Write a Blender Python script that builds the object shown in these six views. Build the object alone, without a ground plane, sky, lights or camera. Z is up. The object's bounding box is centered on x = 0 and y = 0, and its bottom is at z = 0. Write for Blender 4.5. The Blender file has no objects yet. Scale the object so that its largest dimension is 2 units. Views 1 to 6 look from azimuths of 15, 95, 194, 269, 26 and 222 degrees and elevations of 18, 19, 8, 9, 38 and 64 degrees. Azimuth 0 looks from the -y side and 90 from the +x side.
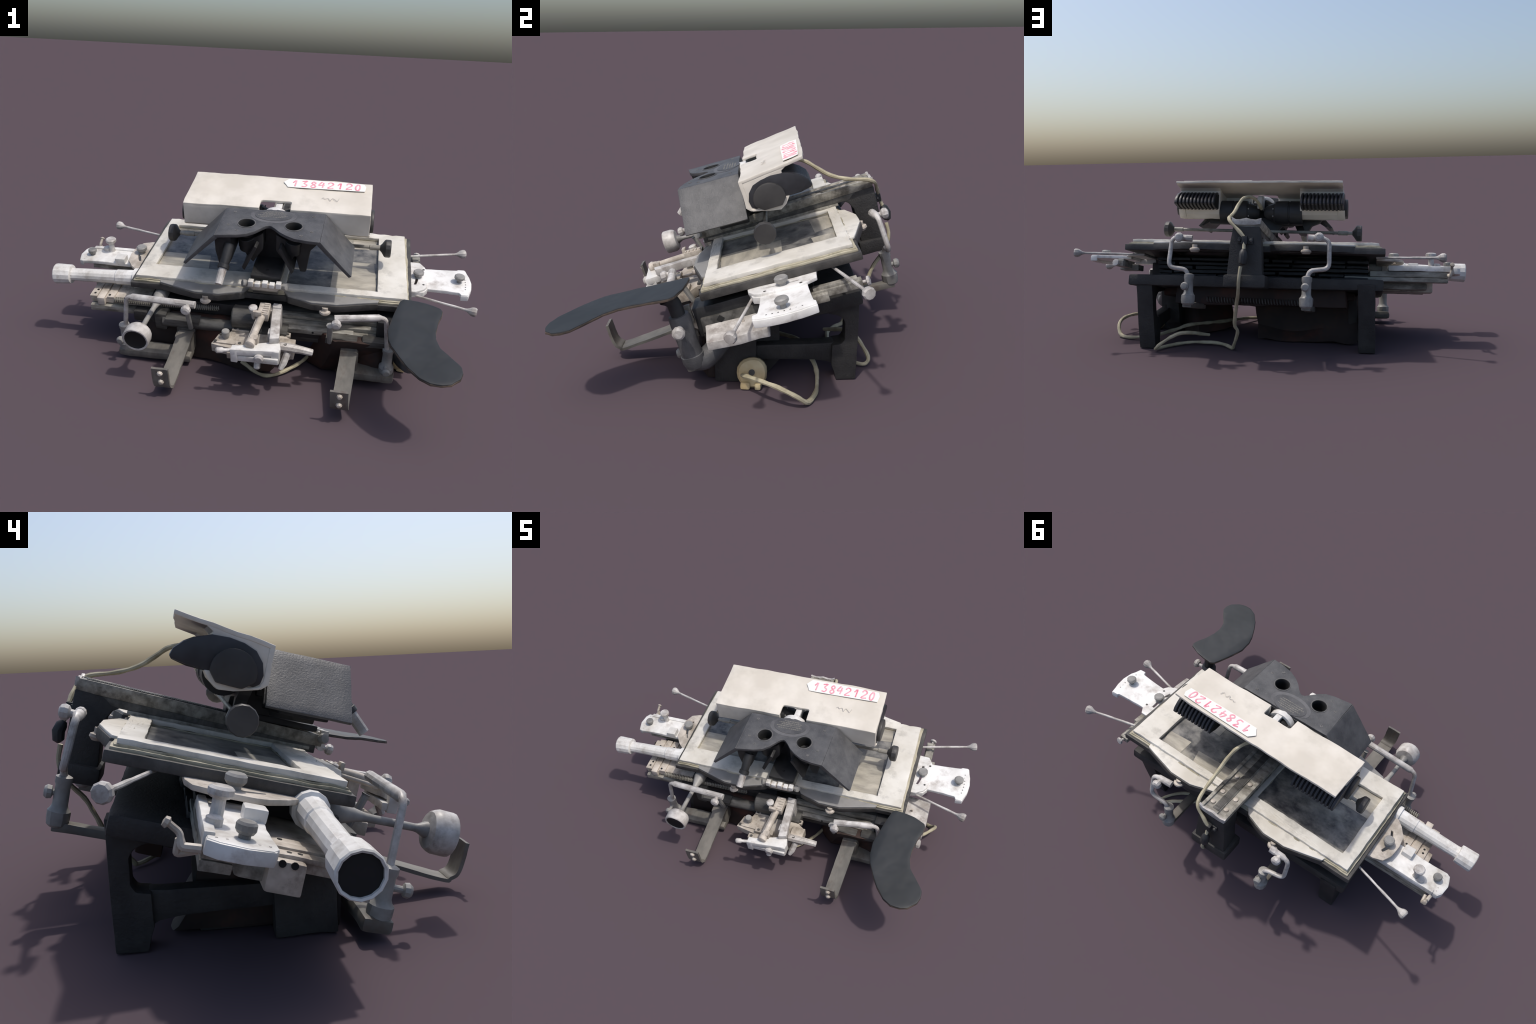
import bpy, bmesh, math, random
from mathutils import Vector, Matrix, noise

random.seed(7)
# ---------------------------------------------------------------- frames
# The instrument deck is yawed about 5.7 degrees and pitched 15 degrees toward the user.
# T frame: u along the machine, v towards the back, w out of the table top.
U = Vector((.99483385, .09970339, .01910065))
V = Vector((-.10127264, .96168471, .25476731))
W = Vector((.00703236, -.25538551, .96681373))
TM = Matrix(((U.x, V.x, W.x, .051), (U.y, V.y, W.y, .100), (U.z, V.z, W.z, .471), (0, 0, 0, 1)))
YM = Matrix.Translation((.051, .1, 0)) @ Matrix.Rotation(math.atan2(.0997, .9948), 4, 'Z')
GM = Matrix.Identity(4)

# ---------------------------------------------------------------- materials
def material(name, c1, c2, scale=6, rough=.5, metal=0, dirt=None, dirt_amt=.5, dirt_scale=5,
             bump=.15, bump_scale=60, stretch=(1, 1, 1), spec=.4, speck=None, speck_scale=40):
    m = bpy.data.materials.new(name); m.use_nodes = True
    nt = m.node_tree; N = nt.nodes; L = nt.links
    bsdf = N['Principled BSDF']
    tc = N.new('ShaderNodeTexCoord'); mp = N.new('ShaderNodeMapping')
    mp.inputs['Scale'].default_value = stretch
    L.new(tc.outputs['Object'], mp.inputs['Vector'])
    def noise_tex(sc, det=5, rough_=.6):
        n = N.new('ShaderNodeTexNoise'); n.inputs['Scale'].default_value = sc
        n.inputs['Detail'].default_value = det; n.inputs['Roughness'].default_value = rough_
        L.new(mp.outputs['Vector'], n.inputs['Vector']); return n
    def ramp(src, a, b):
        r = N.new('ShaderNodeValToRGB'); r.color_ramp.elements[0].position = a
        r.color_ramp.elements[1].position = b; L.new(src, r.inputs['Fac']); return r
    def mix(fac, a, b):
        x = N.new('ShaderNodeMix'); x.data_type = 'RGBA'
        if hasattr(fac, 'links'): L.new(fac, x.inputs[0])
        else: x.inputs[0].default_value = fac
        for s, i in ((a, 6), (b, 7)):
            if hasattr(s, 'links'): L.new(s, x.inputs[i])
            else: x.inputs[i].default_value = (*s, 1)
        return x.outputs[2]
    n1 = noise_tex(scale); r1 = ramp(n1.outputs['Fac'], .36, .64)
    col = mix(r1.outputs['Color'], c1, c2)
    if dirt:
        n2 = noise_tex(dirt_scale, 8, .65); r2 = ramp(n2.outputs['Fac'], .52, .72)
        mm = N.new('ShaderNodeMath'); mm.operation = 'MULTIPLY'; mm.inputs[1].default_value = dirt_amt
        L.new(r2.outputs['Color'], mm.inputs[0]); col = mix(mm.outputs[0], col, dirt)
    if speck:
        n3 = noise_tex(speck_scale, 3, .5); r3 = ramp(n3.outputs['Fac'], .62, .70)
        mm = N.new('ShaderNodeMath'); mm.operation = 'MULTIPLY'; mm.inputs[1].default_value = .6
        L.new(r3.outputs['Color'], mm.inputs[0]); col = mix(mm.outputs[0], col, speck)
    L.new(col, bsdf.inputs['Base Color'])
    bsdf.inputs['Roughness'].default_value = rough; bsdf.inputs['Metallic'].default_value = metal
    bsdf.inputs['Specular IOR Level'].default_value = spec
    if bump:
        nb = noise_tex(bump_scale, 4, .6); b = N.new('ShaderNodeBump')
        b.inputs['Strength'].default_value = bump; b.inputs['Distance'].default_value = .004
        L.new(nb.outputs['Fac'], b.inputs['Height']); L.new(b.outputs['Normal'], bsdf.inputs['Normal'])
    return m

M = {}
M['bright'] = material('polished_white_metal', (.54, .52, .48), (.79, .775, .745), 7, .42, 0, (.26, .21, .165), .65, 13, .12, 50)
M['nickel'] = material('worn_nickel', (.34, .315, .29), (.60, .575, .545), 16, .42, 0, (.13, .095, .075), .65, 22, .12, 60)
M['nickel_warm'] = material('aged_nickel', (.32, .28, .23), (.58, .52, .45), 13, .5, 0, (.10, .07, .05), .65, 18, .12, 60)
M['rail'] = material('oiled_steel', (.13, .12, .10), (.38, .36, .31), 8, .45, 0, (.045, .038, .03), .75, 10, .12, 60, (1, 3, 3))
M['dull_steel'] = material('dark_steel', (.045, .043, .04), (.12, .115, .105), 8, .5, 0, (.02, .018, .016), .7, 9, .15, 50, (1, 3, 3))
M['cream'] = material('cream_enamel', (.60, .55, .47), (.74, .69, .61), 3.5, .5, 0, (.44, .405, .34), .65, 4.5, .05, 30)
M['cream_dark'] = material('stained_cream', (.34, .32, .25), (.50, .47, .38), 5, .6, 0, (.2, .18, .13), .5, 8, .1, 40)
M['frame'] = material('ivory_frame_paint', (.56, .525, .455), (.71, .68, .615), 5, .5, 0, (.22, .205, .18), .65, 8, .08, 60)
M['frame_edge'] = material('yellowed_frame_edge', (.30, .27, .19), (.46, .42, .32), 9, .6, 0, (.10, .09, .055), .8, 12, .15, 60)
M['flap'] = material('shadow_darkened_flap', (.20, .195, .185), (.30, .29, .275), 7, .5, 0, (.09, .085, .08), .6, 7, .12, 60)  # front flap colour darkened to carry the shadow of the hood
M['print'] = material('pale_streaked_patch', (.26, .24, .20), (.50, .46, .38), 5, .35, 0, (.16, .155, .145), .6, 7, .03, 20, (.9, 3, 1), .5)
M['glass_tinted'] = material('glass_painted_reflections', (.055, .056, .060), (.23, .222, .205), 15, .3, 0, (.44, .41, .34), .9, 5.5, .03, 20, (1, 1.3, 1), .5)  # dark base paints shade over the panes, pale mottling their reflections
M['crinkle'] = material('black_crinkle_paint', (.062, .062, .065), (.098, .097, .099), 16, .5, 0, (.14, .138, .137),   .4, 5, .35, 170, speck=(.12, .118, .115), speck_scale=150)
M['black'] = material('black_lacquer', (.017, .017, .018), (.035, .035, .036), 9, .5, 0, (.06, .058, .055), .4, 7, .25, 90)
M['fin'] = material('fin_black', (.02, .02, .023), (.04, .04, .045), 9, .42, 0, None, 0, 5, .1, 60)
M['bench'] = material('bench_black_paint', (.022, .021, .021), (.040, .038, .036), 8, .6, 0, (.055, .05, .045), .5, 9, .5, 120)
M['slab'] = material('chipped_black_slab', (.035, .033, .031), (.075, .07, .065), 10, .55, 0, (.14, .13, .115), .45, 11, .3, 90)
M['socket'] = material('grey_black_socket', (.035, .033, .032), (.055, .052, .05), 7, .5, 0, (.085, .08, .075), .4, 8, .15, 60)
M['rivet'] = material('dull_rivet', (.09, .088, .086), (.16, .155, .15), 30, .5, 0, None, 0, 5, .1, 60)
M['halo'] = material('lighter_black_oval', (.085, .083, .086), (.13, .128, .13), 14, .5, 0, (.06, .06, .062), .6, 12, .2, 120)
M['rust'] = material('red_brown_grime', (.018, .013, .012), (.04, .025, .02), 5, .7, 0, (.10, .035, .022), .7, 6, .3, 40)
M['palm'] = material('worn_palm_rest', (.022, .024, .025), (.031, .033, .035), 5, .5, 0, (.052, .054, .058), .35, 7, .04, 60)
M['palm_edge'] = material('bare_wood_edge', (.045, .036, .030), (.11, .080, .060), 20, .6, 0, None, 0, 5, .2, 60)
M['strap'] = material('grey_strap_steel', (.10, .095, .085), (.185, .172, .15), 6, .5, 0, (.075, .042, .028), .6, 9, .12, 60, (2, 1, 1))
M['grey_metal'] = material('grey_cast_metal', (.18, .175, .165), (.34, .33, .31), 9, .45, 0, (.06, .055, .05), .5, 10, .12, 60)
M['cable'] = material('yellowed_cable', (.34, .30, .20), (.52, .47, .33), 14, .6, 0, (.15, .12, .07), .6, 9, .15, 80)
M['bakelite'] = material('cream_bakelite', (.48, .37, .20), (.62, .52, .32), 9, .5, 0, (.15, .10, .05), .5, 14, .1, 50)
M['paper'] = material('white_paper_tape', (.80, .77, .72), (.86, .83, .79), 8, .8, 0, None, 0, 5, .05, 40)
M['ink'] = material('pink_red_ink', (.70, .20, .27), (.80, .44, .49), 45, .8, 0, None, 0, 5, 0, 40)
M['pencil'] = material('pencil_grey', (.50, .475, .435), (.60, .56, .51), 40, .8, 0, None, 0, 5, 0, 40)
M['plate_print'] = material('plate_engraving', (.13, .125, .115), (.19, .18, .155), 40, .5, 0, None, 0, 5, 0, 40)
M['hole'] = material('dark_hole', (.008, .008, .008), (.014, .014, .014), 9, .7, 0, None, 0, 5, 0, 40)

# ---------------------------------------------------------------- geometry helpers
def bevel_sharp(bm, faces, bev, seg=2):
    if not bev: return
    es = {e for f in faces for e in f.edges if len(e.link_faces) == 2 and e.calc_face_angle(0) > .5}
    if es:
        bmesh.ops.bevel(bm, geom=list(es), offset=bev, segments=seg, profile=.6, affect='EDGES', clamp_overlap=True)

def merge(dst, src):
    me = bpy.data.meshes.new('tmp'); src.to_mesh(me); dst.from_mesh(me); bpy.data.meshes.remove(me); src.free()

def box(bm, lo, hi, bev=.003, rot=None, taper=None):
    """axis box from corner to corner; rot = (axis, degrees) about its centre; taper scales the +w face."""
    b = bmesh.new(); bmesh.ops.create_cube(b, size=1)
    lo, hi = Vector(lo), Vector(hi); c = (lo + hi) / 2; s = hi - lo
    for v in b.verts:
        k = taper if (taper and v.co.z > 0) else (1, 1)
        v.co = Vector((v.co.x * s.x * k[0], v.co.y * s.y * k[1], v.co.z * s.z))
    if bev: bevel_sharp(b, b.faces[:], min(bev, min(abs(x) for x in s) * .45))
    if rot: bmesh.ops.rotate(b, verts=b.verts, cent=(0, 0, 0), matrix=Matrix.Rotation(math.radians(rot[1]), 3, rot[0]))
    bmesh.ops.translate(b, verts=b.verts, vec=c); merge(bm, b)

AX = {'w': lambda p, q, t: Vector((p, q, t)), 'u': lambda p, q, t: Vector((t, p, q)), 'v': lambda p, q, t: Vector((p, t, q))}
def prism(bm, pts, axis, a, b_, bev=.002, holes=()):
    """outline (2D polygon, optional holes) extruded along an axis from a to b_."""
    f = AX[axis]; b = bmesh.new(); edges = []
    for loop in [pts, *holes]:
        vs = [b.verts.new(f(p[0], p[1], a)) for p in loop]
        edges += [b.edges.new((vs[i], vs[(i + 1) % len(vs)])) for i in range(len(vs))]
    if holes:
        bmesh.ops.triangle_fill(b, edges=edges, use_beauty=True)
    else:
        b.faces.new([v for v in b.verts])
    ret = bmesh.ops.extrude_face_region(b, geom=b.faces[:])
    d = f(0, 0, b_) - f(0, 0, a)
    bmesh.ops.translate(b, verts=[g for g in ret['geom'] if isinstance(g, bmesh.types.BMVert)], vec=d)
    bmesh.ops.recalc_face_normals(b, faces=b.faces)
    if bev: bevel_sharp(b, b.faces[:], bev)
    merge(bm, b)

def frame_of(d):
    d = d.normalized(); t = Vector((0, 0, 1)) if abs(d.z) < .9 else Vector((0, 1, 0))
    x = d.cross(t).normalized(); return x, d.cross(x), d

def lathe(bm, base, direction, prof, seg=16, phase=0, caps=True):
    """surface of revolution: prof = [(radius, height)] along direction from base."""
    base = Vector(base); x, y, d = frame_of(Vector(direction)); b = bmesh.new(); rings = []
    for r, h in prof:
        if r < 1e-5: rings.append([b.verts.new(base + d * h)])
        else: rings.append([b.verts.new(base + d * h + (x * math.cos(phase + 2 * math.pi * i / seg) + y * math.sin(phase + 2 * math.pi * i / seg)) * r) for i in range(seg)])
    for A, B in zip(rings, rings[1:]):
        if len(A) == 1 and len(B) == 1: continue
        for i in range(seg):
            j = (i + 1) % seg
            if len(A) == 1: b.faces.new((A[0], B[i], B[j]))
            elif len(B) == 1: b.faces.new((A[i], B[0], A[j]))
            else: b.faces.new((A[i], B[i], B[j], A[j]))
    for R in (rings[0], rings[-1]):
        if len(R) > 1 and caps: b.faces.new(R)
    bmesh.ops.recalc_face_normals(b, faces=b.faces); merge(bm, b)

def cyl(bm, p, q, r, r2=None, seg=16, ch=.0015):
    p, q = Vector(p), Vector(q); h = (q - p).length; r2 = r if r2 is None else r2
    ch = min(ch, r * .4, h * .3)
    lathe(bm, p, q - p, [(r - ch, 0), (r, ch), (r2, h - ch), (r2 - ch, h)], seg)

def smooth_path(pts, n=6):
    """Catmull-Rom through control points."""
    P = [Vector(p) for p in pts]; P = [P[0] * 2 - P[1]] + P + [P[-1] * 2 - P[-2]]; out = []
    for i in range(1, len(P) - 2):
        a, b, c, d = P[i - 1:i + 3]
        for k in range(n):
            t = k / n
            out.append(.5 * (2 * b + (c - a) * t + (2 * a - 5 * b + 4 * c - d) * t * t + (3 * b - a - 3 * c + d) * t ** 3))
    return out + [P[-2]]

def bend_path(pts, rad=.02, n=4):
    """straight legs with rounded corners."""
    P = [Vector(p) for p in pts]; out = [P[0]]
    for a, b, c in zip(P, P[1:], P[2:]):
        r = min(rad, (a - b).length * .45, (c - b).length * .45)
        s, e = b + (a - b).normalized() * r, b + (c - b).normalized() * r
        for k in range(n + 1):
            t = k / n; out.append(s * (1 - t) ** 2 + b * 2 * t * (1 - t) + e * t * t)
    return out + [P[-1]]

def tube(bm, pts, r, seg=10, wav=0):
    b = bmesh.new(); P = [Vector(p) for p in pts]; rings = []; x = None
    for i, p in enumerate(P):
        d = (P[min(i + 1, len(P) - 1)] - P[max(i - 1, 0)]).normalized()
        if x is None: x = frame_of(d)[0]
        x = (x - d * x.dot(d)).normalized(); y = d.cross(x)
        rr = (r[i] if isinstance(r, (list, tuple)) else r) * (1 + wav * noise.noise(p * 30))
        rings.append([b.verts.new(p + (x * math.cos(2 * math.pi * k / seg) + y * math.sin(2 * math.pi * k / seg)) * rr) for k in range(seg)])
    for A, B in zip(rings, rings[1:]):
        for k in range(seg):
            b.faces.new((A[k], B[k], B[(k + 1) % seg], A[(k + 1) % seg]))
    b.faces.new(rings[0]); b.faces.new(rings[-1])
    bmesh.ops.recalc_face_normals(b, faces=b.faces); merge(bm, b)

def helix(bm, p, q, R, r, turns, seg=5, per=10):
    p, q = Vector(p), Vector(q); x, y, d = frame_of(q - p); L = (q - p).length; n = int(turns * per)
    tube(bm, [p + d * L * i / n + (x * math.cos(2 * math.pi * i / per) + y * math.sin(2 * math.pi * i / per)) * R for i in range(n + 1)], r, seg)

def knob(bm, base, direction, stem_r, stem_h, head_r, head_h, seg=12):
    lathe(bm, base, direction, [(stem_r * 1.2, 0), (stem_r, stem_h * .3), (stem_r, stem_h), (head_r * .8, stem_h + head_h * .1),
          (head_r, stem_h + head_h * .35), (head_r, stem_h + head_h * .8), (head_r * .8, stem_h + head_h)], seg)

def screw(bm, c, direction, r, h=.003, seg=10):
    lathe(bm, c, direction, [(r, -.002), (r, h * .6), (r * .7, h), (0, h)], seg)

def arc(cx, cy, r, a0, a1, n=8, ry=None):
    ry = ry or r
    return [(cx + r * math.cos(math.radians(a0 + (a1 - a0) * i / n)), cy + ry * math.sin(math.radians(a0 + (a1 - a0) * i / n))) for i in range(n + 1)]

COL = bpy.context.scene.collection
ROOT = bpy.data.objects.new('stereo_viewing_instrument', None); COL.objects.link(ROOT)
ROOT['label'] = 'worn black and cream stereoscope measuring machine on cast bench'
ROOT['category'] = 'optical instrument'

def subdivide_to(bm, length):
    for _ in range(6):
        es = [e for e in bm.edges if e.calc_length() > length]
        if not es: break
        bmesh.ops.subdivide_edges(bm, edges=es, cuts=1, use_grid_fill=True)
        bmesh.ops.triangulate(bm, faces=[f for f in bm.faces if len(f.verts) > 4])

def finish(name, bm, mat, parent=None, frame=TM, wob=.0016, freq=16, sub=.05, smooth=35, warp=None, kind=None, seed=0, lift=0):
    if lift: bmesh.ops.translate(bm, verts=bm.verts, vec=(0, 0, lift))
    if sub:
        bmesh.ops.triangulate(bm, faces=[f for f in bm.faces if len(f.verts) > 4]); subdivide_to(bm, sub)
    if wob:
        off = Vector((seed * 3.1, seed * 1.7, 2.3))
        for v in bm.verts:
            v.co += noise.noise_vector(v.co * freq + off) * wob + noise.noise_vector(v.co * freq * 4 + off) * wob * .35
    if warp:
        for v in bm.verts: v.co = warp(v.co)
    if frame is not TM:
        for v in bm.verts: v.co.z = max(v.co.z, .001)
    bmesh.ops.recalc_face_normals(bm, faces=bm.faces)
    me = bpy.data.meshes.new(name); bm.to_mesh(me); bm.free()
    me.materials.append(M[mat])
    for p in me.polygons: p.use_smooth = True
    me.set_sharp_from_angle(angle=math.radians(smooth))
    ob = bpy.data.objects.new(name, me); COL.objects.link(ob)
    ob.parent = parent or ROOT
    ob.matrix_basis = frame if parent is None else GM
    if kind: ob['kind'] = kind
    return ob

def repeat(ob, mats):
    """copies sharing the mesh, placed in the parent's frame."""
    for m in mats:
        c = ob.copy(); c.matrix_basis = m; COL.objects.link(c)

B = bmesh.new
T_ = Matrix.Translation

# ================================================================ base bench
b = B()
box(b, (-.635, -.33, -.228), (.628, .265, -.172), .012)
deck = finish('bench_deck', b, 'bench', wob=.002)

def side_frame(sgn):
    """cast side: rear leg and crossbar, with the solid front wall set back inside it."""
    b = B(); a0, a1 = (.508, .592) if sgn > 0 else (-.588, -.506)
    wb = .01 if sgn > 0 else .115
    leg_o = [(.300, 0.0), (.303, .15), (.303, .34), (.17, .31), (.19, .275), (.22, .268), (.240, .258), (.252, .24), (.252, .17), (.240, .152), (.205, .147), (.205, .062), (.214, .035), (.222, 0.0)]
    prism(b, leg_o, 'u', a0, a1, .006)
    c0, c1 = (a0 + .01, a1 - .018) if sgn > 0 else (a0 + .022, a1 - .01)
    prism(b, [(.215, .150), (.17, .146), (-.05, .142), (-.235, .13), (-.235, .085), (-.05, .08), (.14, .076), (.19, .068), (.215, .055)], 'u', c0, c1, .008)
    prism(b, [(.20, .316), (-.24, .205), (-.24, .185), (wb - .02, .235), (wb + .04, .25), (.20, .27)], 'u', c0, c1, .006)
    leg = finish('leg', b, 'bench', frame=YM, wob=.003, freq=9, seed=sgn, warp=(lambda c: Vector((c.x - .006, c.y + (.013 if c.y > .15 else 0), c.z))) if sgn < 0 else None)
    b = B(); w0, w1 = (a0 - .04, a1 - .055) if sgn > 0 else (a0 + .085, a1 + .05)
    prism(b, [(wb, .24), (wb, .06), (wb - .01 if sgn < 0 else wb - .05, .0), (-.235, .0), (-.235, .19)], 'u', w0, w1, .006)
    prism(b, [(-.08, .22), (-.08, .0), (-.24, .0), (-.24, .19)], 'u', a0 - (.004 if sgn < 0 else -.02), a1 + (.004 if sgn > 0 else -.02), .008)
    finish('side_wall', b, 'bench', leg, frame=YM, wob=.004, freq=9)
side_frame(1); side_frame(-1)

b = B()
prism(b, [(-.56, -.255), (-.38, -.25), (-.16, -.30), (-.02, -.345), (.05, -.32), (.065, -.26), (.06, -.20), (-.02, -.21), (-.2, -.19), (-.52, -.17)], 'w', 0.001, .21, .012)
prism(b, [(.33, -.235), (.44, -.285), (.52, -.30), (.57, -.27), (.58, -.17), (.50, -.15), (.36, -.17)], 'w', 0.001, .20, .012)
finish('front_skirt', b, 'rust', frame=YM, wob=.012, freq=7, sub=.03)

# dark carriage core between deck and table, built of stacked uneven rails
b = B()
box(b, (-.50, -.21, -.175), (.52, -.02, -.054), .01)
box(b, (-.55, -.30, -.165), (-.05, -.20, -.10), .006)
rnd = random.Random(11)
for k in range(5):
    w0 = -.170 + k * .022; x = -.56
    while x < .5:
        L_ = rnd.uniform(.08, .32); y1 = rnd.uniform(.05, .105)
        box(b, (x, -.06, w0), (min(x + L_, .54), y1, w0 + rnd.uniform(.012, .019)), .003); x += L_ + rnd.uniform(.005, .03)
core = finish('carriage_core', b, 'black', wob=.003)

# under-deck belly with spring
b = B()
prism(b, [(-.51, -.22), (-.3, -.25), (-.01, -.26), (.035, -.1), (.03, .05), (-.14, .075), (-.30, .095), (-.46, .12), (-.51, .12)], 'w', .004, .225, .015)
finish('belly_casting', b, 'rust', frame=YM, wob=.010, freq=8, warp=lambda c: Vector((c.x + (.10 * (c.z - .1) if c.x > 0 else 0), c.y - .12 * max(0, c.z - .02) + (1.6 * max(0, .045 - c.z) if c.y > 0 else 0), c.z + (.02 * math.sin(c.x * 9) if c.z > .03 else 0))) if c.z < .2 else Vector((c.x + .01, c.y - .02, c.z)))
b = B()
prism(b, [(.48, -.20), (.50, -.08), (.44, .0), (.36, .04), (.29, -.03), (.19, -.13), (.28, -.22)], 'w', .006, .22, .015)
finish('belly_casting', b, 'rust', frame=YM, wob=.014, freq=8, seed=3, warp=lambda c: Vector((c.x + .35 * (c.z - .05), c.y - .65 * c.z, c.z)))
b = B(); box(b, (-.5, -.25, -.27), (.5, .10, -.225), .02); box(b, (-.46, .12, -.312), (.40, .19, -.222), .012); box(b, (-.2, .05, -.30), (.25, .15, -.25), .01)
finish('belly_casting', b, 'rust', wob=.007, freq=8)
b = B(); helix(b, (-.26, .194, -.292), (.24, .194, -.288), .013, .003, 34)
finish('tension_spring', b, 'dull_steel', wob=0, sub=0, kind='stuff')

# ================================================================ table
b = B()
ins = [[(-.553, -.172), (-.08, -.172), (-.08, .210), (-.553, .215)], [(.08, -.233), (.49, -.233), (.484, .234), (.08, .236)]]
prism(b, [(-.642, -.299), (.642, -.299), (.642, .300), (-.642, .300)], 'w', -.056, -.026, .005, ins)
slab = finish('table_slab', b, 'slab', wob=.0015)
b = B(); prism(b, [(-.630, -.288), (.630, -.288), (.622, .289), (-.626, .289)], 'w', -.027, -.018, .002, ins); prism(b, [(-.622, -.281), (.625, -.281), (.615, .282), (-.617, .282)], 'w', -.0205, -.0125, .002, ins)
finish('table_edge_strip', b, 'frame_edge', slab, wob=.0035, freq=22, sub=.03)
b = B()
prism(b, [(-.618, -.276), (.621, -.275), (.61, .276), (-.612, .276)], 'w', -.0135, .002, .003, ins)
finish('picture_frame', b, 'frame', slab, wob=.0028, freq=34, sub=.035)
b = B()
prism(b, [(-.57, -.19), (-.06, -.19), (-.06, .23), (-.57, .23)], 'w', -.0255, -.0172, 0)
finish('picture_glass', b, 'glass_tinted', slab, wob=0, sub=.2)
b = B()
prism(b, [(.06, -.25), (.505, -.25), (.50, .25), (.06, .25)], 'w', -.0255, -.0172, 0)
finish('picture_glass', b, 'glass_tinted', slab, wob=0, sub=.2)
# pale patches on each glass
b = B()
for lo, hi in (((-.552, -.172), (-.30, -.03)), ((.28, -.232), (.488, .02)), ((.36, .14), (.485, .232)), ((.10, .15), (.30, .234))):
    prism(b, [lo, (hi[0], lo[1] + .01), (hi[0] - .02, hi[1]), (lo[0], hi[1])], 'w', -.0176, -.0162, 0)
finish('pale_glass_patch', b, 'print', slab, wob=0, sub=.2, kind='stuff')

for nm, sg, mt in (('front_flap', -1, 'flap'), ('rear_flap', 1, 'frame')):
    for cx, k in ((-.27, 1), (.27, -1)):
        b = B(); y0, y1, y2 = sg * .27, sg * .300, sg * .348
        pts = [(cx - k * .235, y0), (cx - k * .225, y1), (cx - k * .05, y2), (cx + k * .06, y2), (cx + k * .17, y1 + sg * .012), (cx + k * .2, y0)]
        prism(b, pts, 'w', -.052, -.020, .004)
        fl = finish('table_flap', b, 'slab', slab, wob=.002)
        b = B(); prism(b, [(x, y - sg * .004) for x, y in pts], 'w', -.021, -.012, .003)
        finish('flap_cover', b, mt, slab, wob=.002)
        b = B(); lathe(b, (cx, sg * .345, -.030), (0, 0, -1), [(.014, 0), (.014, .014), (.024, .018), (.026, .026), (.018, .036), (0, .037)], 14)
        finish('flap_foot', b, 'nickel_warm', slab, wob=.001, sub=0)

# ================================================================ bridge arm
tilt = lambda co: Vector((co.x, co.y, co.z + .013 * (co.y - .05) / .4))
b = B()
prof = [(-.060, .030), (-.068, .045), (-.068, .068), (-.052, .068), (-.050, .060), (-.020, .060), (-.019, .066), (.019, .066), (.020, .060), (.050, .060), (.052, .068), (.068, .068), (.068, .045), (.060, .030)]
prism(b, prof, 'v', -.336, .452, .0015)
arm = finish('bridge_rail', b, 'rail', wob=.001, warp=tilt)
b = B(); box(b, (-.016, -.2, .0655), (.016, .43, .0685), .0005)
for i in range(100): box(b, (-.013, -.19 + i * .0061, .068), (.013, -.187 + i * .0061, .0700), 0)
finish('rack_teeth', b, 'dull_steel', arm, wob=0, sub=0, warp=tilt, kind='stuff')
b = B()
box(b, (-.056, -.32, .004), (.056, .40, .034), .004)
finish('rail_beam', b, 'dull_steel', arm, wob=.001, warp=tilt)
b = B()
for s in (-1, 1): box(b, (s * .055 - .006, -.30, .001), (s * .055 + .006, .29, .012), .002)
finish('beam_liner', b, 'rail', arm, wob=.001)
b = B()
prism(b, [(-.069, .062), (.073, .062), (.075, .045), (.055, .028), (-.050, .028), (-.070, .045)], 'v', -.346, -.334, .003)
finish('rail_end_plate', b, 'nickel_warm', arm, wob=.001)
b = B()
for x, z in ((-.060, .072), (-.030, .064), (.003, .070), (.034, .064), (.064, .072)): box(b, (x - .0115, -.351, .046), (x + .0115, -.325, z), .002)
finish('dovetail_tooth', b, 'bright', arm, wob=.001)
b = B()
for x in (-.085, .085): lathe(b, (x * .94, -.325, .045), (math.copysign(1, x), -.5, .3), [(.014, 0), (.018, .01), (.016, .022), (0, .026)], 10)
finish('end_screw', b, 'grey_metal', arm, wob=.001, sub=0)
b = B()
for y in (.22, .33, .40):
    for x in (-.036, .036): screw(b, (x, y, .0665 + .013 * (y - .05) / .4 - .004), (0, 0, 1), .011, .004)
finish('rail_screw', b, 'nickel_warm', arm, wob=0, sub=0)
# rear post with arched throat
b = B()
prism(b, [(.455, .046), (.452, -.225), (.345, -.225), (.352, -.10), (.350, -.03), (.335, .0), (.30, .022), (.27, .036)], 'u', -.078, .078, .006)
post = finish('rear_post', b, 'bench', arm, wob=.002,
              warp=lambda co: Vector((co.x * (.94 - .16 * max(0, min(1, (.41 - co.y) / .08)) + .16 * max(0, min(1, (-.02 - co.z) / .2)) - .14 * max(0, min(1, (co.z + .02) / .06))), co.y, co.z)))
b = B(); box(b, (-.098, .335, -.238), (.098, .462, -.178), .01)
finish('post_foot', b, 'bench', arm, wob=.002)
b = B()
prism(b, [(-.066, .045), (-.07, .074), (-.045, .066), (-.02, .068), (.0, .074), (.03, .066), (.05, .066), (.07, .078), (.066, .045), (.04, .040), (-.04, .040)], 'v', .446, .458, .002)
finish('post_cap', b, 'nickel', arm, wob=.001, warp=lambda c: c + Vector((0, 0, .012)))
b = B(); box(b, (-.036, .452, -.036), (.036, .462, -.006), .002); box(b, (-.012, .455, -.042), (.014, .482, -.002), .004)
finish('cable_clamp', b, 'black', arm, wob=.001)
b = B()
for x in (-.026, .028): lathe(b, (x, .46, -.021), (0, 1, 0), [(.009, 0), (.009, .006), (.006, .009), (0, .009)], 6)
finish('clamp_bolt', b, 'dull_steel', arm, wob=0, sub=0)

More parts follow.
